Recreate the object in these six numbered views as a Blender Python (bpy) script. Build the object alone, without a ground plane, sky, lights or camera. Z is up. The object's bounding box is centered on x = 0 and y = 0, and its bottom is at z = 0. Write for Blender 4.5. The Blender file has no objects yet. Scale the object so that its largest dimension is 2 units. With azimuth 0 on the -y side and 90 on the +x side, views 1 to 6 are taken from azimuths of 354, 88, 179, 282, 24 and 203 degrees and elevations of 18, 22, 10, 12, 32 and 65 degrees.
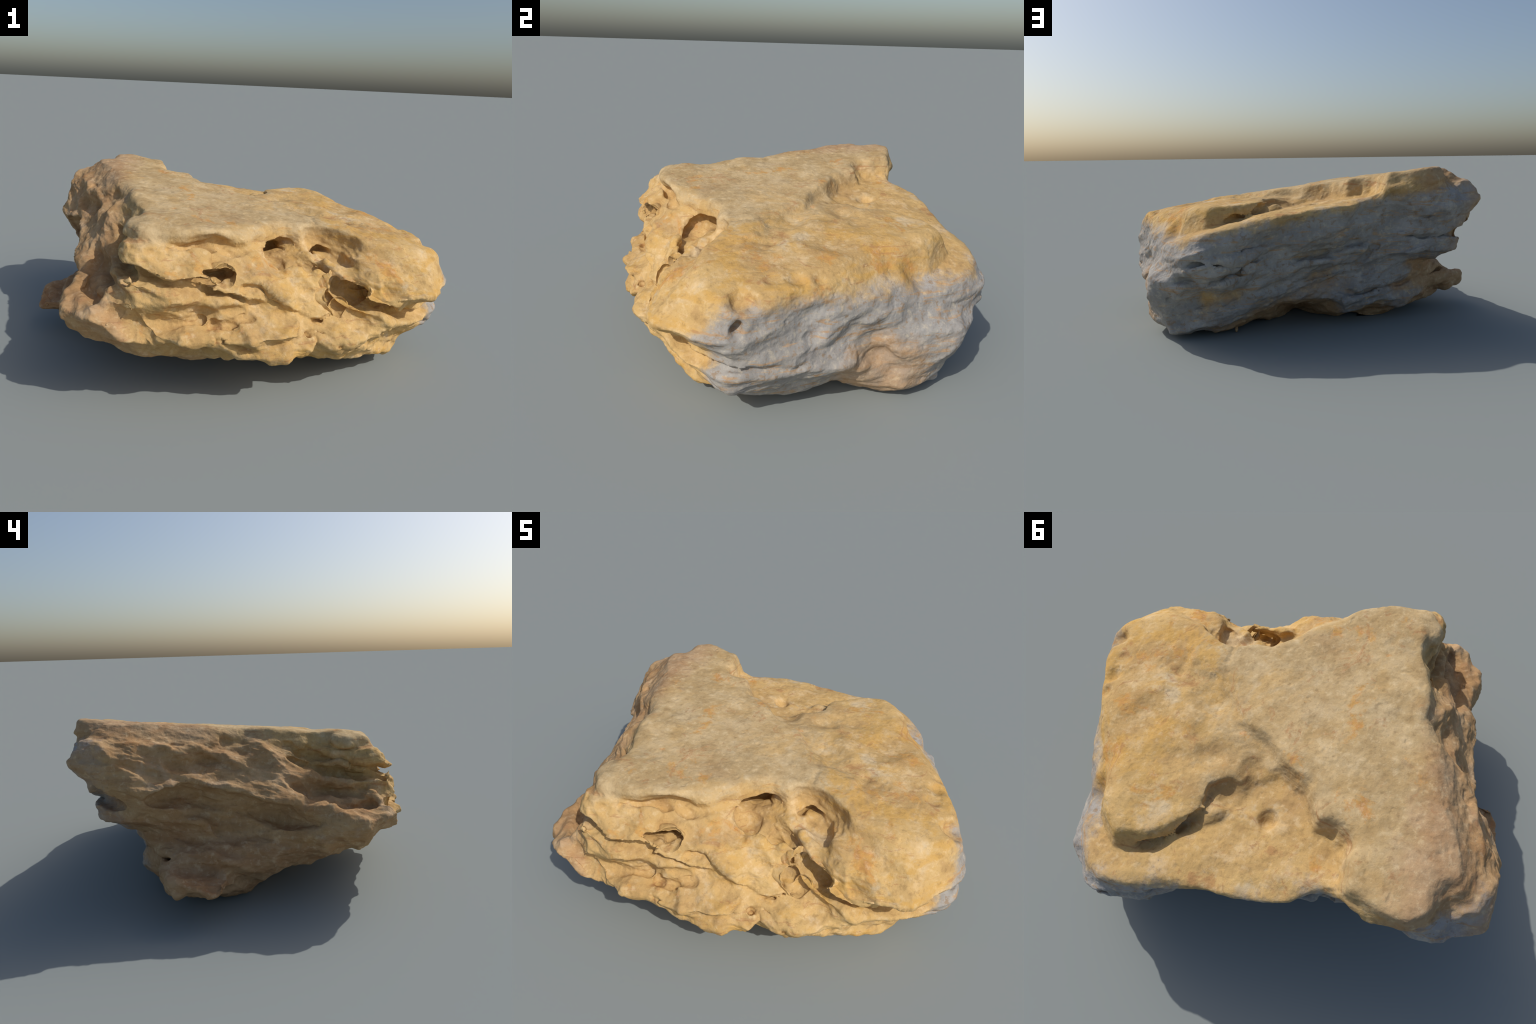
import math
import numpy as np

# ---------------------------------------------------------------- noise tools
def _hash(i, j, k, seed):
    n = (i * 374761393 + j * 668265263 + k * 1442695041 + seed * 974711) & 0xFFFFFFFF
    n = ((n ^ (n >> 13)) * 1274126177) & 0xFFFFFFFF
    n = ((n ^ (n >> 16)) * 2246822519) & 0xFFFFFFFF
    return ((n ^ (n >> 15)) & 0xFFFFFF).astype(np.float64) / 0xFFFFFF

def noise(P, scale, seed=0):
    """value noise, -1..1; scale = features per metre (scalar or xyz)"""
    Q = P * np.asarray(scale, float) + 57.3
    I = np.floor(Q).astype(np.int64)
    F = Q - I
    F = F * F * F * (F * (F * 6 - 15) + 10)
    out = 0
    for a in (0, 1):
        wa = F[:, 0] if a else 1 - F[:, 0]
        for b in (0, 1):
            wb = F[:, 1] if b else 1 - F[:, 1]
            for c in (0, 1):
                wc = F[:, 2] if c else 1 - F[:, 2]
                out = out + wa * wb * wc * _hash(I[:, 0] + a, I[:, 1] + b, I[:, 2] + c, seed)
    return out * 2 - 1

def fbm(P, scale, octaves=3, seed=0, gain=0.5):
    s = np.asarray(scale, float)
    out, amp, tot = 0, 1.0, 0
    for o in range(octaves):
        out = out + amp * noise(P, s * 2.03 ** o, seed + 17 * o)
        tot += amp
        amp *= gain
    return out / tot

def smin(a, b, k):
    h = np.clip(0.5 + 0.5 * (b - a) / k, 0, 1)
    return b * (1 - h) + a * h - k * h * (1 - h)

def smax(a, b, k):
    return -smin(-a, -b, k)

def step(e0, e1, x):
    t = np.clip((x - e0) / (e1 - e0), 0, 1)
    return t * t * (3 - 2 * t)

# ------------------------------------------------------------- rock profiles
# The block is a stack of sandstone beds.  Each row is the outline of the block
# at one height: radii every 15 degrees, counter-clockwise from +x.
LEVELS = [0.00, 0.08, 0.16, 0.24, 0.32, 0.40, 0.48, 0.56, 0.64, 0.72, 0.80]
OUTLINE = [
    [.63, .64, .84, .87, .58, .12, .06, .12, .31, .40, .48, .59, .62, .57, .44, .37, .33, .29, .27, .30, .33, .44, .63, .66],
    [.80, .76, .92, .93, .64, .30, .24, .34, .51, .57, .67, .73, .85, .70, .56, .53, .48, .44, .43, .45, .50, .71, .79, .85],
    [.86, .84, .92, .96, .82, .55, .52, .53, .58, .60, .70, .77, .85, .78, .71, .67, .69, .65, .64, .58, .76, .79, .85, .99],
    [.94, .90, .93, .98, .81, .70, .58, .54, .59, .60, .68, .79, .86, .82, .79, .87, .86, .69, .78, .71, .78, .85, .93, 1.01],
    [.92, .86, .88, 1.00, .93, .69, .56, .59, .64, .69, .72, .78, .77, .81, .83, .95, .96, .82, .83, .82, .65, .84, .87, .98],
    [.89, .84, .85, .90, .96, .71, .62, .56, .62, .77, .92, .87, .78, .78, .78, .97, .98, .74, .71, .72, .58, .88, 1.02, 1.03],
    [.87, .82, .81, .91, .93, .72, .70, .69, .68, .76, .95, .90, .77, .80, .80, .72, .91, .78, .72, .63, .49, .78, .96, 1.00],
    [.86, .78, .75, .90, .92, .78, .72, .71, .70, .79, .97, .95, .79, .74, .70, .77, .90, .81, .62, .47, .43, .53, .83, 1.00],
    [.77, .71, .64, .74, .77, .75, .74, .73, .71, .88, 1.02, .89, .69, .68, .64, .65, .83, .62, .55, .44, .39, .47, .69, .81],
    [.69, .69, .69, .72, .75, .72, .74, .76, .67, .91, .98, .81, .66, .54, .57, .61, .74, .71, .52, .40, .37, .40, .59, .71],
    [.69, .69, .70, .72, .76, .72, .73, .71, .62, .88, .88, .66, .55, .51, .57, .63, .74, .70, .54, .41, .37, .41, .59, .71],
]

def side_radius(theta, z):
    T = np.array(OUTLINE)
    n = T.shape[1]
    u = (theta / (2 * np.pi) % 1.0) * n
    i = np.floor(u).astype(int)
    f = u - i
    zl = np.array(LEVELS)
    zc = np.clip(z, zl[0], zl[-1] - 1e-6)
    k = np.clip(np.searchsorted(zl, zc, side='right') - 1, 0, len(zl) - 2)
    g = (zc - zl[k]) / (zl[k + 1] - zl[k])
    def ring(kk):
        p0, p1, p2, p3 = (T[kk, (i + d) % n] for d in (-1, 0, 1, 2))
        # half-way between a straight and a Catmull-Rom outline: facets with soft corners
        cr = p1 + 0.5 * f * (p2 - p0 + f * (2 * p0 - 5 * p1 + 4 * p2 - p3 + f * (3 * (p1 - p2) + p3 - p0)))
        return 0.5 * cr + 0.5 * (p1 + f * (p2 - p1))
    return ring(k) * (1 - g) + ring(k + 1) * g

# back edge of the raised cap (x, y), front to back
CAP_EDGE = [(.62, -.45), (.46, -.33), (.33, -.22), (.24, -.07), (.155, .06), (.015, .11), (-.065, .195), (-.185, .265), (-.26, .37),
            (-.34, .37), (-.37, .44), (-.41, .51), (-.43, .62), (-.45, 1.0)]
# edge of the middle shelf, from the foot of the cap round to the right-hand side
MID_EDGE = [(-.1, .16), (.06, .27), (.12, .43), (.22, .515), (.32, .605), (.44, .635), (.55, .54), (.58, .42), (.66, .31), (.74, .17),
            (.72, .04), (.78, -.12), (.9, -.3)]

def signed_side(x, y, line):
    """signed distance to an open polyline, positive on its left"""
    L = np.array(line)
    best = np.full(x.shape, 9.0)
    sgn = np.ones(x.shape)
    for (ax, ay), (bx, by) in zip(L[:-1], L[1:]):
        dx, dy = bx - ax, by - ay
        t = np.clip(((x - ax) * dx + (y - ay) * dy) / (dx * dx + dy * dy), 0, 1)
        px, py = x - ax - t * dx, y - ay - t * dy
        d = np.hypot(px, py)
        s = np.sign(dx * (y - ay) - dy * (x - ax))
        m = d < best - 1e-9
        best = np.where(m, d, best)
        sgn = np.where(m, s, sgn)
    return best * sgn

def exact_top(x, y):
    cap = .708 - .135 * x + .045 * y - .06 * np.clip(x - .50, 0, None) - .10 * np.clip(-.62 - x, 0, None)
    shelf = .664 - .035 * x - .10 * np.clip(x - .45, 0, None) - .30 * np.clip(x - .82, 0, None)
    shelf = shelf + .026 * np.exp(-((x - .74) ** 2 + (y - .02) ** 2) / .03) + .015 * np.exp(-((x - .22) ** 2 + (y - .36) ** 2) / .02)
    shelf = shelf + .026 * np.exp(-(signed_side(x, y, [(.44, -.27), (.60, -.24), (.84, -.17)]) / .055) ** 2)
    shelf = shelf + .060 * np.exp(-((x - .73) ** 2 + (y + .18) ** 2) / .022) - .022 * np.exp(-((x - .60) ** 2 + (y - .10) ** 2) / .03)
    low = .625 - .17 * x + .012 * step(.48, .62, y) - .16 * np.clip(x - .34, 0, None)
    rim = step(.50, .62, x) * (1 - step(.35, .52, y))
    low = low + (shelf - .035 - low) * rim
    mid = signed_side(x, y, MID_EDGE)
    # drop from the middle shelf to the low shelf (left of the line = outside)
    sh = shelf + (low - shelf) * step(-.010, .050, mid)
    c = signed_side(x, y, CAP_EDGE)
    # right of the line = outside the cap
    fade = step(-.40, -.12, y)
    t = step(-.006, .036, -c)
    return np.minimum(cap, cap + (np.minimum(sh, cap) - cap) * t * fade)

_top = {}
def top_height(x, y):
    """exact_top, looked up on a 1 cm mesh of the plan"""
    if not _top:
        g = np.arange(-1.3, 1.31, .01)
        gx, gy = np.meshgrid(g, g, indexing='ij')
        _top['h'] = exact_top(gx.ravel(), gy.ravel()).reshape(gx.shape)
    H = _top['h']
    u, v = np.clip((x + 1.3) / .01, 0, 259.9), np.clip((y + 1.3) / .01, 0, 259.9)
    i, j = u.astype(int), v.astype(int)
    a, b = u - i, v - j
    return (H[i, j] * (1 - a) + H[i + 1, j] * a) * (1 - b) + (H[i, j + 1] * (1 - a) + H[i + 1, j + 1] * a) * b

def bottom_height(x, y):
    arch = .12 * np.exp(-((x - .12) / .21) ** 2) * step(.15, .55, y)
    return -.012 + arch + .03 * step(.40, .9, np.hypot(x, y))

def bed(P):
    """height measured across the tilted bedding"""
    return P[:, 2] + .30 * P[:, 0] - .15 * P[:, 1]

def block(P):
    x, y, z = P[:, 0], P[:, 1], P[:, 2]
    r = np.hypot(x, y)
    th = np.arctan2(y, x)
    side = (r - side_radius(th, z)) * .85
    f = smax(side, (z - top_height(x, y)) * .97, .035)
    return smax(f, bottom_height(x, y) - z, .04)

# ------------------------------------------------------------- features
def within(P, pts, pad):
    """indices of the points inside the box round pts"""
    q = np.atleast_2d(np.array(pts, float))
    lo, hi = q.min(0) - pad, q.max(0) + pad
    if not len(P) or (P.max(0) < lo).any() or (P.min(0) > hi).any():
        return np.zeros(0, int)
    m = np.nonzero((P[:, 0] > lo[0]) & (P[:, 0] < hi[0]))[0]
    for a in (1, 2):
        v = P[m, a]
        m = m[(v > lo[a]) & (v < hi[a])]
    return m

def ellipsoid(P, c, r, u=(1, 0, 0), n=(0, 0, 1), power=2.0):
    """ellipsoid / rounded block at c, half-sizes r along u, n x u and n"""
    u = np.array(u, float)
    n = np.array(n, float)
    n /= np.linalg.norm(n)
    u = u - n * (u @ n)
    u /= np.linalg.norm(u)
    M = np.stack([u, np.cross(n, u), n], 1)
    q = np.abs((P - np.array(c, float)) @ M) / np.array(r, float)
    k = (q ** power).sum(1) ** (1 / power)
    return (k - 1) * min(r) * .9

def tube(P, pts, radii, flat=1.0):
    """distance to a polyline of varying radius; flat > 1 squashes it along the bedding"""
    def fl(A):
        B = np.array(A, float)
        B[:, 2] = bed(B) * flat
        return B
    A = fl(np.atleast_2d(P)) if flat != 1.0 else P
    L = fl(np.array(pts, float)) if flat != 1.0 else np.array(pts, float)
    rr = np.broadcast_to(np.array(radii, float), (len(L),))
    best = np.full(len(P), 9.0)
    for i in range(len(L) - 1):
        d = L[i + 1] - L[i]
        t = np.clip(((A - L[i]) @ d) / (d @ d), 0, 1)
        dist = np.linalg.norm(A - L[i] - t[:, None] * d, axis=1) - (rr[i] + t * (rr[i + 1] - rr[i]))
        best = np.minimum(best, dist)
    return best / math.sqrt(flat)

# pieces that stick out of the block: centre, half-sizes, long axis, normal, squareness
FRONT_PLATE = ((.070, -.718, .318), (.205, .105, .034), (.95, .05, -.28), (.14, -.74, .62), 3.0)
LEFT_PLATE = ((-.715, -.005, .150), (.276, .130, .046), (-1.0, -.10, .09), (.10, .02, 1.0), 4.0)
PLATE_WEB = ((-.72, .075, .200), (.15, .12, .065), (-1.0, .1, .05), (.12, .1, 1.0), 2.6)
LIP_BLOCK = ((-.285, -.695, .590), (.165, .065, .042), (1, .22, -.15), (.1, -.45, .9), 4.0)
RIB_BLOCK = ((-.455, -.745, .445), (.095, .065, .055), (1, -.35, -.25), (-.1, -.5, .9), 4.0)
CAP_LIP = ((-.34, -.60, .690), (.12, .085, .035), (1, .1, -.12), (.1, -.2, 1), 3.5)
LOW_BLOCK = ((.36, -.60, .235), (.17, .07, .085), (.92, .30, -.25), (.1, -.6, .8), 4.0)
LEFT_STEP = ((-.25, -.775, .345), (.13, .065, .030), (.95, .12, -.28), (.1, -.5, .85), 4.0)
MID_SLAB = ((.228, -.588, .425), (.150, .120, .028), (.80, .22, -.30), (.15, -.72, .62), 3.2)

def front_plate(P):
    return ellipsoid(P, *FRONT_PLATE)

def left_plate(P):
    return ellipsoid(P, *LEFT_PLATE)

# hollows: centre, half-sizes, long axis, normal, blend
HOLLOWS = [
    # the two cave holes and the small pits of the front
    ((.135, -.345, .553), (.080, .115, .034), (1, .25, -.1), (.05, .12, 1), .006, 2.6),
    ((.140, -.455, .540), (.085, .060, .030), (1, .3, -.2), (0, -.6, 1), .03),
    ((-.130, -.660, .528), (.085, .085, .026), (1, .1, -.15), (.1, .25, 1), .010, 2.6),
    ((-.090, -.665, .518), (.040, .075, .038), (1, .1, -.1), (.1, .2, 1), .010, 2.6),
    ((.335, -.295, .522), (.055, .055, .018), (1, .1, -.3), (0, .1, 1), .010),
    ((.405, -.405, .605), (.150, .095, .105), (1, -.45, -.15), (-.1, -.45, 1), .02, 2.3),
    # scallop above the first hole
    ((.06, -.55, .70), (.12, .05, .05), (1, .1, -.2), (.1, -.8, .6), .04),
    # pit under the nose
    ((.480, -.515, .415), (.075, .075, .028), (.8, -.15, -.4), (.3, .1, 1), .010, 2.6),
    # pocket between the cap's front corner and the rib below it
    ((-.510, -.650, .578), (.075, .110, .022), (.3, -1, -.2), (.3, 0, 1), .008, 3),
    # bowl and burrows of the low shelf
    ((-.066, .408, .648), (.040, .040, .044), (1, 0, 0), (0, 0, 1), .014),
    ((.225, .515, .616), (.095, .045, .026), (1, .8, 0), (.1, .3, 1), .025),
    ((.320, .620, .594), (.055, .038, .020), (1, .6, 0), (.1, .3, 1), .020),
    ((.105, .365, .650), (.095, .055, .036), (1, .9, 0), (0, .3, 1), .02),
    ((-.215, .625, .685), (.060, .040, .022), (1, -.4, 0), (0, .3, 1), .02),
    # scallops in the riser of the cap
    ((-.150, .300, .742), (.080, .060, .040), (1, -.6, 0), (.2, .5, 1), .02),
    ((-.330, .450, .748), (.062, .075, .054), (1, -.5, 0), (.2, .5, 1), .035),
    ((.035, .235, .695), (.085, .060, .050), (1, -.9, 0), (.2, .5, 1), .02),
    # basins of the middle shelf beside the cap
    ((.49, -.105, .664), (.160, .095, .052), (.8, -.35, -.1), (.1, 0, 1), .02),
    ((.335, -.01, .672), (.090, .06, .045), (.5, -.7, -.1), (.1, 0, 1), .04),
    ((.30, .26, .672), (.10, .05, .028), (1, .2, 0), (0, 0, 1), .04),
    # scallops along the right-hand rim
    ((.815, -.110, .612), (.048, .050, .036), (.2, 1, 0), (.7, 0, 1), .016),
    ((.820, -.010, .604), (.046, .050, .036), (.2, 1, 0), (.7, 0, 1), .016),
    ((.800, .085, .600), (.048, .050, .036), (.2, 1, 0), (.7, 0, 1), .016),
    ((.905, -.205, .525), (.045, .040, .026), (.2, 1, 0), (.8, 0, 1), .03),
    ((.665, .395, .585), (.055, .065, .038), (.4, 1, 0), (.8, .3, .7), .015),
    ((.965, -.235, .440), (.026, .055, .022), (0, 1, 0), (.3, 0, 1), .02),
    # dents of the right-hand face
    ((.845, .315, .260), (.155, .075, .080), (0, 1, -.95), (1, .3, .1), .06),
    ((.815, .195, .10), (.06, .06, .05), (0, 1, 0), (1, .3, .1), .04),
    ((.90, .06, .345), (.03, .045, .03), (0, 1, .1), (1, .1, .1), .03),
    # left-hand end: long dark recess under the overhang, notch in its corner
    ((-.765, -.245, .365), (.22, .080, .065), (.25, -1, -.33), (-.8, 0, .35), .03),
    ((-.800, -.10, .455), (.15, .065, .075), (.25, -1, -.33), (-.8, 0, .35), .03),
    ((-.84, .405, .505), (.05, .08, .045), (1, 0, 0), (0, 0, 1), .02),
    ((-.61, -.085, .715), (.035, .045, .020), (.4, -1, 0), (-.5, 0, 1), .012),
    ((-.74, .115, .725), (.025, .030, .016), (.4, -1, 0), (-.5, 0, 1), .012),
    ((-.765, .525, .800), (.055, .080, .045), (.6, .8, 0), (-.3, .3, 1), .03),
    # back: arched hollow under the bulge and the hole at the corner
    ((-.02, .645, .290), (.19, .065, .070), (1, 0, -.42), (0, .6, 1), .03),
    ((.24, .70, .185), (.18, .050, .045), (1, 0, -.40), (0, .6, 1), .03),
    ((.595, .705, .135), (.026, .045, .070), (1, 0, 0), (.2, .3, 1), .015),
    ((.535, .830, .335), (.085, .045, .012), (1, 0, -.2), (0, .2, 1), .010),
    ((.30, .745, .345), (.060, .030, .014), (1, 0, -.5), (0, 0, 1), .01),
    ((-.80, .60, .735), (.09, .10, .05), (.8, -.5, .2), (-.5, .5, .8), .03),
]

# cracks along the bedding: points, radius (depth), flatness
BED_CRACKS = [
    ([(-.47, -.66, .60), (-.45, -.71, .575), (-.36, -.765, .552), (-.28, -.755, .545), (-.20, -.72, .548)], .065, 3.2),
    ([(-.31, -.785, .525), (-.23, -.765, .505), (-.14, -.755, .480), (-.03, -.735, .452)], .042, 2.4),
    ([(.02, -.70, .474), (.06, -.69, .468), (.10, -.69, .445), (.115, -.685, .415)], .040, 2.0),
    ([(.05, -.70, .42), (.11, -.71, .385), (.175, -.705, .362), (.23, -.685, .34)], .036, 2.4),
    ([(.43, -.53, .425), (.50, -.55, .395), (.62, -.565, .355), (.75, -.52, .305), (.87, -.44, .285), (.965, -.31, .28)], [.045, .065, .065, .06, .045, .03], 2.6),
    ([(.96, -.29, .285), (.98, -.18, .29), (.95, -.08, .268), (.92, .0, .262), (.90, .05, .272)], [.016, .016, .016, .014, .006], 1.6),
    ([(.62, -.60, .225), (.75, -.53, .20), (.86, -.44, .185), (.95, -.31, .16)], .018, 2),
    ([(-.57, -.39, .655), (-.55, -.53, .605), (-.52, -.63, .57), (-.48, -.71, .56)], [.035, .06, .075, .08], 2.4),
    ([(-.53, -.36, .71), (-.53, -.43, .685), (-.50, -.53, .655), (-.49, -.61, .635)], .034, 1.8),
    ([(.56, .815, .335), (.46, .815, .295), (.37, .80, .325), (.29, .775, .37)], .045, 2.2),
    ([(.42, .765, .17), (.26, .715, .215), (.15, .69, .26)], .038, 2.0),
    ([(.01, .665, .18), (-.11, .655, .25), (-.25, .61, .31), (-.37, .56, .31)], .036, 2.2),
    ([(-.10, .63, .20), (-.30, .51, .18), (-.43, .44, .205), (-.54, .365, .21), (-.64, .28, .225), (-.80, .13, .235)], [.02, .03, .035, .03, .03, .03], 2.0),
    ([(-.55, .57, .485), (-.69, .53, .488), (-.80, .47, .50), (-.86, .38, .50)], [.03, .045, .06, .05], 3),
    ([(-.86, .17, .500), (-.81, .09, .525), (-.77, .0, .515), (-.73, -.19, .465), (-.70, -.33, .420), (-.69, -.48, .375)], [.035, .065, .085, .095, .085, .045], 1.5),
    ([(.48, .78, .40), (.34, .77, .40), (.20, .75, .40), (.10, .72, .43)], .024, 1.8),
    ([(.26, .765, .455), (.15, .74, .47), (.06, .72, .478)], .016, 2),
    ([(.06, .70, .43), (-.2, .65, .45), (-.36, .59, .505)], .030, 2),
    ([(-.36, .59, .60), (-.50, .60, .585), (-.62, .58, .59)], .018, 2),
    ([(-.19, .63, .33), (-.28, .59, .345), (-.36, .58, .42), (-.375, .59, .50)], .028, 1.5),
]
# joints and grooves across the beds: points, radius
GROOVES = [
    ([(.21, -.565, .495), (.30, -.555, .485), (.40, -.52, .465)], .012),
    ([(.05, -.70, .415), (.02, -.735, .38), (-.06, -.765, .37), (-.12, -.765, .375)], .018),
    ([(-.17, -.78, .40), (-.27, -.80, .385), (-.36, -.81, .40)], .014),
    ([(.30, -.66, .27), (.42, -.64, .235), (.54, -.62, .215)], .014),
    ([(-.30, -.68, .635), (-.22, -.645, .628), (-.13, -.60, .632)], .016),
    ([(.34, -.19, .655), (.34, -.29, .64), (.36, -.35, .62)], .007),
    ([(.41, -.565, .36), (.37, -.585, .33), (.30, -.64, .315), (.255, -.69, .33), (.275, -.715, .31), (.27, -.73, .26)], .015),
    ([(.27, -.46, .51), (.33, -.50, .49), (.39, -.52, .455)], .012),
    ([(-.13, -.60, .665), (-.085, -.600, .640), (-.03, -.595, .612), (.03, -.535, .600), (.075, -.475, .595)], [.018, .026, .030, .028, .024]),
    ([(-.52, -.815, .435), (-.46, -.84, .42), (-.41, -.845, .37), (-.35, -.85, .33)], [.018, .030, .032, .022]),
    ([(-.11, -.83, .33), (-.06, -.83, .29), (.02, -.82, .25)], .014),
    ([(-.50, -.46, .69), (-.55, -.50, .63), (-.56, -.52, .56)], .024),
    ([(-.66, -.42, .55), (-.66, -.60, .47), (-.57, -.72, .46)], .028),
    ([(.36, .74, .12), (.35, .745, .17), (.30, .735, .18)], .014),
    ([(.62, .71, .22), (.605, .71, .16), (.57, .73, .10)], .022),
]

def settle(pts):
    """bring crack points exactly onto the face of the block"""
    L = np.array(pts, float)
    for _ in range(4):
        f = block(L)
        g = np.stack([(block(L + e) - block(L - e)) / .01 for e in np.eye(3) * .005], 1)
        move = f[:, None] * g / np.maximum((g ** 2).sum(1), .2)[:, None]
        L = L - np.clip(move, -.03, .03)
    return L

def strata(P):
    """how far the single beds stand out of, or back from, the face"""
    Q = np.stack([P[:, 0], P[:, 1], bed(P) + .035 * noise(P, 2.6, 5)], 1)
    n1 = noise(Q, (2.2, 2.2, 11), 11)
    n2 = noise(Q, (3.5, 3.5, 23), 12)
    sharp = np.tanh(2.6 * n1)
    n3 = noise(Q, (1.3, 1.3, 8), 14)
    behind = step(.35, .60, P[:, 1])
    calm = 1 - .55 * step(.15, .40, -P[:, 1]) * (1 - behind) - .35 * step(.40, .60, -P[:, 0]) * (1 - behind)
    return calm * ((.014 + .010 * behind) * sharp + .008 * np.tanh(2.5 * n2)) + .030 * behind * np.tanh(3.5 * n3)

def roughness_map(x, y, z, top):
    """1 on the broken sides, less on the worn top and on the right-hand face"""
    up = 1 - step(.02, .10, top - z)
    right = step(.62, .80, x + .15 * y)
    return (1 - .85 * up) * (1 - .55 * right)

def facets(P, seed=7, size=1.0):
    """broken-rock relief: scooped, randomly tilted fracture faces that meet in sharp ridges"""
    Q = np.stack([P[:, 0] * 5.0, P[:, 1] * 5.0, bed(P) * 10], 1) / size + 40
    Q = Q + .25 * np.stack([noise(P, 6, seed + 1), noise(P, 6, seed + 2), noise(P, 6, seed + 3)], 1)
    I = np.floor(Q).astype(np.int64)
    height = np.full(len(P), 9.0)
    for a in (-1, 0, 1):
        for b in (-1, 0, 1):
            for c in (-1, 0, 1):
                i, j, k = I[:, 0] + a, I[:, 1] + b, I[:, 2] + c
                d = np.stack([i, j, k], 1) + np.stack([_hash(i, j, k, seed + t) for t in (0, 1, 2)], 1) - Q
                tilt = np.stack([_hash(i, j, k, seed + t) for t in (3, 4, 5)], 1) - .5
                hh = (d * tilt).sum(1) * 1.5 + .8 * (_hash(i, j, k, seed + 6) - .5) + .9 * (d ** 2).sum(1)
                height = np.minimum(height, hh)
    return height - .05

RELIEF = True

_settled = []

def rock(P):
    if not _settled:
        _settled.append([(settle(p), r, fl) for p, r, fl in BED_CRACKS])
        _settled.append([(settle(p), r) for p, r in GROOVES])
    x, y, z = P[:, 0], P[:, 1], P[:, 2]
    f = block(P)
    near = np.nonzero(np.abs(f) < .16)[0]
    N = P[near]
    g = f[near]
    rough = roughness_map(N[:, 0], N[:, 1], N[:, 2], top_height(N[:, 0], N[:, 1]))
    if RELIEF:
        g = g - rough * (strata(N) + .016 * fbm(N, (5, 5, 7), 2, 31)) - (1 - rough) * .007 * fbm(N, 5, 3, 47)
    for piece, k in ((FRONT_PLATE, .008), (LEFT_PLATE, .012), (PLATE_WEB, .02), (LIP_BLOCK, .012), (RIB_BLOCK, .012), (CAP_LIP, .02),
                     
                     (LOW_BLOCK, .012), (LEFT_STEP, .010), (MID_SLAB, .012)):
        m = within(N, [piece[0]], .32)
        g[m] = smin(g[m], ellipsoid(N[m], *piece) - .006 * noise(N[m], 14, 3), k)
    wob = N + .020 * np.stack([fbm(N, 12, 2, 61), fbm(N, 12, 2, 62), fbm(N, 12, 2, 63)], 1)
    for c, r, u, n, k, *power in HOLLOWS:
        m = within(N, [c], max(r) + .08)
        if not len(m):
            continue
        g[m] = smax(g[m], -ellipsoid(wob[m], c, r, u, n, *power), k)
    for pts, rad, flat in _settled[0]:
        m = within(N, pts, np.max(rad) + .06)
        g[m] = smax(g[m], -tube(N[m] + .40 * (wob[m] - N[m]), pts, rad, flat), .010)
    for pts, rad in _settled[1]:
        m = within(N, pts, np.max(rad) + .06)
        g[m] = smax(g[m], -tube(N[m] + .45 * (wob[m] - N[m]), pts, rad), .008)
    f[near] = g
    return f

# ------------------------------------------------------------- surface nets
def surface_nets(func, lo, hi, h):
    ax = [np.arange(l, u + h, h) for l, u in zip(lo, hi)]
    n = [len(a) for a in ax]
    # coarse pass on block centres, fine pass only in the blocks near the surface
    K = 4
    nb = [-(-m // K) for m in n]
    C = np.stack(np.meshgrid(*[l + h * (K * np.arange(m) + (K - 1) / 2) for l, m in zip(lo, nb)], indexing='ij'), -1)
    B = func(C.reshape(-1, 3)).reshape(nb)
    F = np.repeat(np.repeat(np.repeat(B, K, 0), K, 1), K, 2)
    o = np.stack(np.meshgrid(*[np.arange(K)] * 3, indexing='ij'), -1).reshape(-1, 3)
    todo = np.argwhere(np.abs(B) < .055 + K * h)
    for s in range(0, len(todo), 500):
        I = (todo[s:s + 500, None, :] * K + o[None]).reshape(-1, 3)
        F[tuple(I.T)] = func(I * h + np.array(lo))
    F = F[:n[0], :n[1], :n[2]]
    S = F < 0
    c = [slice(0, -1), slice(1, None)]
    cnt = np.zeros([m - 1 for m in n], int)
    for a in (0, 1):
        for b in (0, 1):
            for d in (0, 1):
                cnt += S[c[a], c[b], c[d]]
    cells = np.argwhere((cnt > 0) & (cnt < 8))
    idx = np.full([m - 1 for m in n], -1)
    idx[tuple(cells.T)] = np.arange(len(cells))
    acc = np.zeros((len(cells), 3))
    num = np.zeros(len(cells))
    corners = [(a, b, d) for a in (0, 1) for b in (0, 1) for d in (0, 1)]
    for p in corners:
        for axis in range(3):
            if p[axis]:
                continue
            q = list(p)
            q[axis] = 1
            f0 = F[tuple((cells + p).T)]
            f1 = F[tuple((cells + q).T)]
            m = (f0 < 0) != (f1 < 0)
            t = f0[m] / (f0[m] - f1[m])
            e = np.array(p, float)[None].repeat(m.sum(), 0)
            e[:, axis] = t
            acc[m] += e
            num[m] += 1
    V = (cells + acc / num[:, None]) * h + np.array([a[0] for a in ax])
    quads = []
    for axis in range(3):
        o1, o2 = (axis + 1) % 3, (axis + 2) % 3
        sl0 = [slice(1, -1)] * 3
        sl1 = [slice(1, -1)] * 3
        sl0[axis] = slice(0, -1)
        sl1[axis] = slice(1, None)
        off = np.array([1, 1, 1])
        off[axis] = 0
        e = np.argwhere(S[tuple(sl0)] != S[tuple(sl1)]) + off
        flip = S[tuple(e.T)]
        def cell(d1, d2):
            k = e.copy()
            k[:, o1] -= d1
            k[:, o2] -= d2
            return idx[tuple(k.T)]
        q = np.stack([cell(0, 0), cell(1, 0), cell(1, 1), cell(0, 1)], 1)
        q[~flip] = q[~flip][:, ::-1]
        quads.append(q)
    return V, np.concatenate(quads)

# === BUILD
import bpy
import bmesh

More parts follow.
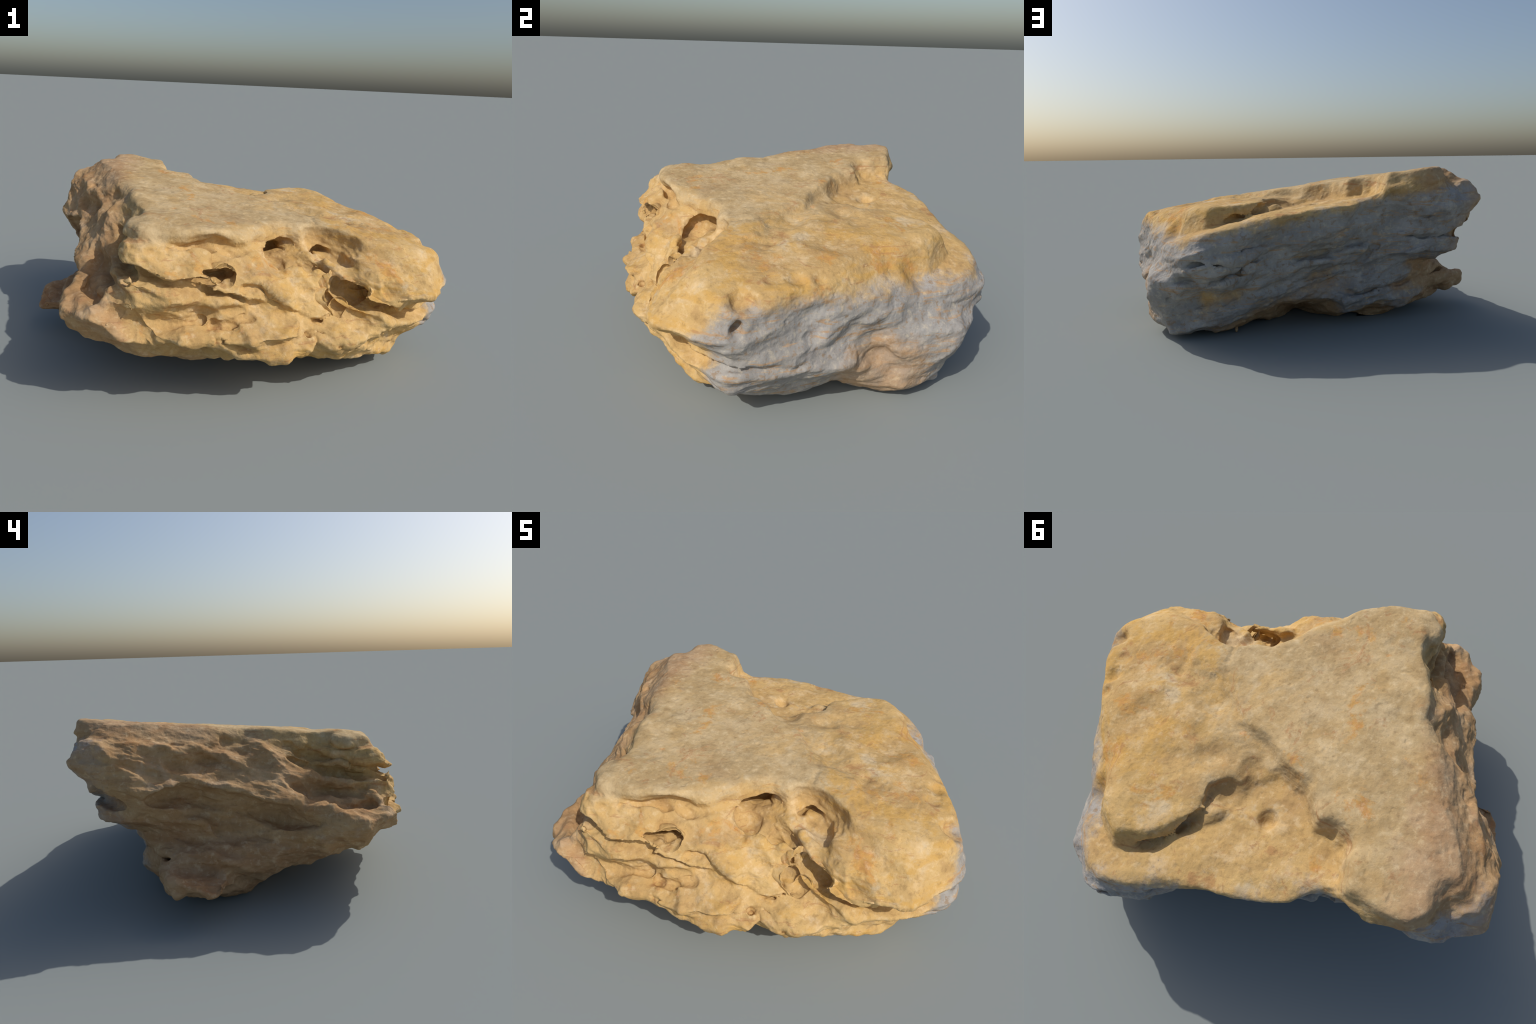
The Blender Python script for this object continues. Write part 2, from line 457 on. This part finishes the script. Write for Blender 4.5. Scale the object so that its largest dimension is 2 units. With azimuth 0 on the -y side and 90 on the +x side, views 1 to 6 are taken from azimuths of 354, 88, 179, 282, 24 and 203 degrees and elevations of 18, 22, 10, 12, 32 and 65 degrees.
def subdivide(V, Q):
    """one linear split of every quad, then a light smoothing"""
    E = np.concatenate([Q[:, [i, (i + 1) % 4]] for i in range(4)])
    E.sort(1)
    key = E[:, 0].astype(np.int64) * len(V) + E[:, 1]
    uniq, inv = np.unique(key, return_inverse=True)
    ea, eb = uniq // len(V), uniq % len(V)
    mid = (V[ea] + V[eb]) / 2
    cen = V[Q].mean(1)
    e0 = len(V)
    c0 = e0 + len(uniq)
    m = inv.reshape(4, len(Q)) + e0
    c = np.arange(len(Q)) + c0
    out = np.concatenate([np.stack([Q[:, i], m[i], c, m[(i + 3) % 4]], 1) for i in range(4)])
    return np.concatenate([V, mid, cen]), out

def relax(V, Q, w, times):
    for _ in range(times):
        acc = np.zeros_like(V)
        num = np.zeros(len(V))
        for i in range(4):
            a, b = Q[:, i], Q[:, (i + 1) % 4]
            for ax in range(3):
                acc[:, ax] += np.bincount(a, V[b, ax], len(V)) + np.bincount(b, V[a, ax], len(V))
            num += np.bincount(a, minlength=len(V)) + np.bincount(b, minlength=len(V))
        V = V + w * (acc / num[:, None] - V)
    return V

def normals(V, Q):
    fn = np.cross(V[Q[:, 2]] - V[Q[:, 0]], V[Q[:, 3]] - V[Q[:, 1]])
    N = np.stack([sum(np.bincount(Q[:, i], fn[:, ax], len(V)) for i in range(4)) for ax in range(3)], 1)
    return N / np.maximum(np.linalg.norm(N, axis=1), 1e-12)[:, None]

def grain(V, N):
    """fine relief: worn pimply top, chipped and pitted sides"""
    rough = roughness_map(V[:, 0], V[:, 1], V[:, 2], top_height(V[:, 0], V[:, 1]))
    Bd = np.stack([V[:, 0], V[:, 1], bed(V) * 2.2], 1)
    chips = fbm(Bd, 17, 3, 71)
    ridge = 1 - np.abs(fbm(Bd, 24, 2, 83)) * 2
    fine = fbm(V, 60, 2, 91)
    pits = np.clip(noise(V, 44, 97) - .62, 0, 1)
    d = rough * (.0058 * chips + .0016 * ridge) + (1 - rough) * .0028 * chips + .0011 * fine - .007 * pits
    return V + N * d[:, None]

def build():
    V, Q = surface_nets(rock, (-1.08, -.96, -.04), (1.08, .96, .90), .0077)
    # keep the one big shell, drop crumbs
    lab = np.arange(len(V))
    while True:
        m = lab[Q].min(1)
        new = lab.copy()
        np.minimum.at(new, Q.ravel(), np.repeat(m, 4))
        new = new[new]
        if (new == lab).all():
            break
        lab = new
    main = np.bincount(lab).argmax()
    Q = Q[lab[Q[:, 0]] == main]
    used = np.unique(Q)
    remap = np.full(len(V), -1)
    remap[used] = np.arange(len(used))
    V, Q = V[used], remap[Q]
    V = relax(V, Q, .5, 1)
    rough = roughness_map(V[:, 0], V[:, 1], V[:, 2], top_height(V[:, 0], V[:, 1]))
    h = facets(V) + .42 * facets(V, 23, .42)
    n0, n1 = normals(V, Q), normals(relax(V, Q, .6, 3), Q)
    rough = rough * np.clip((n0 * n1).sum(1), 0, 1) ** 3      # leave thin rims alone
    V = V + n1 * ((.05 + .95 * rough) * (.041 + .014 * step(.25, .5, -V[:, 1])) * h)[:, None]
    V = relax(V, Q, .35, 1)
    V, Q = subdivide(V, Q)
    V = relax(V, Q, .4, 1)
    V = grain(V, normals(V, Q))
    V[:, 2] = np.maximum(V[:, 2], .0005)      # it rests flat on its lowest bed
    N = normals(V, Q)
    print('rock', len(V), 'verts', V.min(0).round(3), V.max(0).round(3))

    C = V[Q].mean(1)
    x, y = C[:, 0], C[:, 1]
    top = top_height(x, y)
    capside = signed_side(x, y, CAP_EDGE)
    w = bed(C)
    part = np.full(len(Q), 1)
    part[w < .235] = 2
    part[(top - C[:, 2] < .10) & (capside > 0)] = 0
    part[(top - C[:, 2] < .10) & (capside <= 0)] = 3
    part[front_plate(C) < .008] = 4
    part[(left_plate(C) < .010) & (x < -.70)] = 5
    names = ['cap_slab', 'middle_bed', 'base_bed', 'weathered_shelf', 'front_plate', 'protruding_ledge']

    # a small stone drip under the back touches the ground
    bm = bmesh.new()
    prof = [(.004, .075), (.005, .050), (.008, .028), (.009, .012), (.005, 0)]
    rings = [[bm.verts.new((.326 + r * math.cos(t * math.pi / 6), .524 + r * math.sin(t * math.pi / 6), zz)) for t in range(12)] for r, zz in prof]
    for r0, r1 in zip(rings, rings[1:]):
        for t in range(12):
            bm.faces.new((r0[t], r1[t], r1[(t + 1) % 12], r0[(t + 1) % 12]))
    bm.faces.new(rings[0])
    bm.faces.new(rings[-1][::-1])
    bmesh.ops.recalc_face_normals(bm, faces=bm.faces)
    drip = bpy.data.meshes.new('stone_drip')
    bm.to_mesh(drip)
    bm.free()
    for p in drip.polygons:
        p.use_smooth = True

    root = bpy.data.objects.new('sandstone_boulder', None)
    bpy.context.collection.objects.link(root)
    root['label'] = 'weathered layered tan sandstone boulder with holes and cracks'
    root['category'] = 'rock'
    mat = sandstone()
    drip.materials.append(mat)
    ob = bpy.data.objects.new('stone_drip', drip)
    ob.parent = root
    bpy.context.collection.objects.link(ob)
    for i, nm in enumerate(names):
        q = Q[part == i]
        if not len(q):
            continue
        used, inv = np.unique(q, return_inverse=True)
        q = inv.reshape(-1, 4)
        me = bpy.data.meshes.new(nm)
        me.vertices.add(len(used))
        me.vertices.foreach_set('co', V[used].ravel())
        me.loops.add(q.size)
        me.loops.foreach_set('vertex_index', q.ravel().astype(np.int32))
        me.polygons.add(len(q))
        me.polygons.foreach_set('loop_start', np.arange(0, q.size, 4, dtype=np.int32))
        me.polygons.foreach_set('use_smooth', np.ones(len(q), bool))
        me.update(calc_edges=True)
        me.validate()
        me.normals_split_custom_set_from_vertices(N[used])
        me.materials.append(mat)
        ob = bpy.data.objects.new(nm, me)
        ob.parent = root
        bpy.context.collection.objects.link(ob)

# ------------------------------------------------------------- material
def sandstone():
    mat = bpy.data.materials.new('sandstone')
    mat.use_nodes = True
    nt = mat.node_tree
    nt.nodes.clear()
    def node(kind, **kw):
        n = nt.nodes.new(kind)
        for k, v in kw.items():
            setattr(n, k, v)
        return n
    def put(sock, v):
        if hasattr(v, 'is_output'):
            nt.links.new(v, sock)
        else:
            sock.default_value = v
    coord = node('ShaderNodeTexCoord').outputs['Object']
    sep = node('ShaderNodeSeparateXYZ')
    put(sep.inputs[0], coord)
    X, Y, Zc = sep.outputs
    def math(op, a, b=0.0, clamp=False):
        n = node('ShaderNodeMath', operation=op, use_clamp=clamp)
        put(n.inputs[0], a)
        put(n.inputs[1], b)
        return n.outputs[0]
    def tex(scale, detail=3, rough=.55, stretch=None, distort=0.0):
        v = coord
        if stretch:
            m = node('ShaderNodeMapping')
            m.inputs['Scale'].default_value = stretch
            m.inputs['Rotation'].default_value = (-.15, -.29, 0)
            put(m.inputs[0], coord)
            v = m.outputs[0]
        n = node('ShaderNodeTexNoise')
        put(n.inputs['Vector'], v)
        n.inputs['Scale'].default_value = scale
        n.inputs['Detail'].default_value = detail
        n.inputs['Roughness'].default_value = rough
        n.inputs['Distortion'].default_value = distort
        return n.outputs['Fac']
    def span(v, lo, hi):
        n = node('ShaderNodeMapRange', interpolation_type='SMOOTHSTEP')
        put(n.inputs[0], v)
        n.inputs[1].default_value = lo
        n.inputs[2].default_value = hi
        return n.outputs[0]
    def mix(fac, a, b, mode='MIX'):
        n = node('ShaderNodeMix', data_type='RGBA', blend_type=mode)
        put(n.inputs[0], fac)
        put(n.inputs[6], a)
        put(n.inputs[7], b)
        return n.outputs[2]
    def plane(a, b, c, d):
        """a x + b y + c z + d"""
        s = math('MULTIPLY_ADD', X, a)
        s.node.inputs[2].default_value = d
        t = math('MULTIPLY_ADD', Y, b)
        put(t.node.inputs[2], s)
        r = math('MULTIPLY_ADD', Zc, c)
        put(r.node.inputs[2], t)
        return r
    def blob(c, r):
        v = node('ShaderNodeVectorMath', operation='DISTANCE')
        put(v.inputs[0], coord)
        v.inputs[1].default_value = c
        return math('SUBTRACT', 1.0, math('DIVIDE', v.outputs['Value'], r))
    def col(r, g, b):
        return (r, g, b, 1)
    wide = tex(2.2, 4, .6)
    mid = tex(8, 6, .66)
    small = tex(30, 5, .68)
    tiny = tex(95, 3, .6)
    streak = tex(5, 6, .68, stretch=(1, 1, 3.4), distort=.4)
    seam = tex(9, 5, .7, stretch=(.7, .7, 5.0), distort=.6)
    jitter = math('ADD', math('MULTIPLY', math('SUBTRACT', mid, .5), .14), math('MULTIPLY', math('SUBTRACT', small, .5), .10))
    tan = mix(span(wide, .35, .65), col(.515, .335, .140), col(.600, .400, .165))
    tan = mix(math('MULTIPLY', span(mid, .52, .66), .75), tan, col(.68, .485, .255))
    tan = mix(math('MULTIPLY', span(mid, .48, .36), .45), tan, col(.40, .245, .105))
    pale = math('MULTIPLY', span(tex(4.3, 5, .66), .57, .66), .55)
    tan = mix(pale, tan, mix(span(wide, .4, .6), col(.68, .55, .36), col(.58, .48, .33)))
    # the worn skin of the cap is greyer and browner than the broken front
    skin = math('MULTIPLY', span(math('ADD', plane(.135, -.045, 1, -.655), jitter), -.03, .04), span(math('ADD', plane(-1, -.4, 0, .36), jitter), -.08, .08))
    tan = mix(math('MULTIPLY', skin, .8), tan, mix(span(mid, .38, .62), col(.415, .300, .155), col(.54, .41, .235)))
    tan = mix(math('MULTIPLY', span(tex(3.1, 4, .62), .54, .68), .45), tan, col(.39, .245, .115))
    # ochre bloom of the front and right-hand part
    right = span(math('ADD', plane(1, -.25, 0, -.05), math('MULTIPLY', mid, .5)), .15, .75)
    ochre = math('MULTIPLY', math('ADD', math('MULTIPLY', right, .8), .2), span(streak, .48, .62))
    c = mix(math('MULTIPLY', ochre, .72), tan, col(.585, .345, .095))
    rusty = math('MULTIPLY', span(tex(5.5, 5, .7, distort=.3), .58, .68), .8)
    c = mix(rusty, c, mix(span(small, .4, .6), col(.50, .235, .07), col(.58, .32, .09)))
    # rust along the bedding seams, brown stains
    c = mix(math('MULTIPLY', span(seam, .57, .66), .60), c, col(.40, .20, .085))
    # the lower beds are a duller, pinkish brown
    low = span(math('ADD', plane(.30, -.15, 1, -.20), jitter), .06, -.10)
    left = span(math('ADD', plane(-1, 0, -.25, -.34), math('MULTIPLY', jitter, 1.5)), -.06, .10)
    low = math('MAXIMUM', low, math('MULTIPLY', left, .8))
    c = mix(math('MULTIPLY', low, .75), c, mix(span(streak, .42, .60), col(.42, .265, .155), col(.33, .175, .095)))
    # baked skylight shade painted grey on right-hand and back faces, broken by tan and rust
    back = span(math('ADD', plane(-.30, 1, -.25, -.475), jitter), -.035, .045)
    back = math('MULTIPLY', back, span(math('ADD', plane(-.17, 0, -1, .602), jitter), -.03, .04))
    back = math('MULTIPLY', back, span(math('ADD', plane(1, 0, .2, .72), jitter), -.10, .10))
    rface = math('MULTIPLY', span(math('ADD', plane(1, .42, -.25, -.69), jitter), -.035, .045),
                 span(math('ADD', plane(-.10, -.06, -1, .600), jitter), -.035, .045))
    grey = math('MAXIMUM', back, rface)
    greyc = mix(span(mid, .40, .62), col(.255, .268, .276), col(.352, .360, .362))
    greyc = mix(math('MULTIPLY', span(seam, .54, .63), .85), greyc, col(.41, .275, .165))
    greyc = mix(math('MULTIPLY', span(small, .55, .66), .55), greyc, col(.30, .215, .145))
    foot = span(math('ADD', blob((.82, .36, .13), .34), math('MULTIPLY', jitter, 3)), .25, .6)
    greyc = mix(math('MULTIPLY', foot, .75), greyc, mix(span(mid, .42, .6), col(.40, .29, .20), col(.44, .27, .14)))
    c = mix(math('MULTIPLY', grey, .86), c, greyc)
    # fine mottling and grain
    c = mix(math('MULTIPLY', span(small, .54, .67), .55), c, mix(.5, c, col(.20, .115, .045)))
    c = mix(math('MULTIPLY', span(small, .48, .32), .50), c, mix(.45, c, col(.85, .70, .46)))
    c = mix(math('MULTIPLY', span(tiny, .60, .72), .40), c, mix(.5, c, col(.20, .12, .06)))
    bs = node('ShaderNodeBsdfPrincipled')
    put(bs.inputs['Base Color'], c)
    bs.inputs['Roughness'].default_value = .92
    bs.inputs['Specular IOR Level'].default_value = .15
    bump = node('ShaderNodeBump')
    bump.inputs['Strength'].default_value = .5
    bump.inputs['Distance'].default_value = .006
    put(bump.inputs['Height'], tex(75, 5, .65))
    put(bs.inputs['Normal'], bump.outputs[0])
    out = node('ShaderNodeOutputMaterial')
    put(out.inputs[0], bs.outputs[0])
    return mat

build()
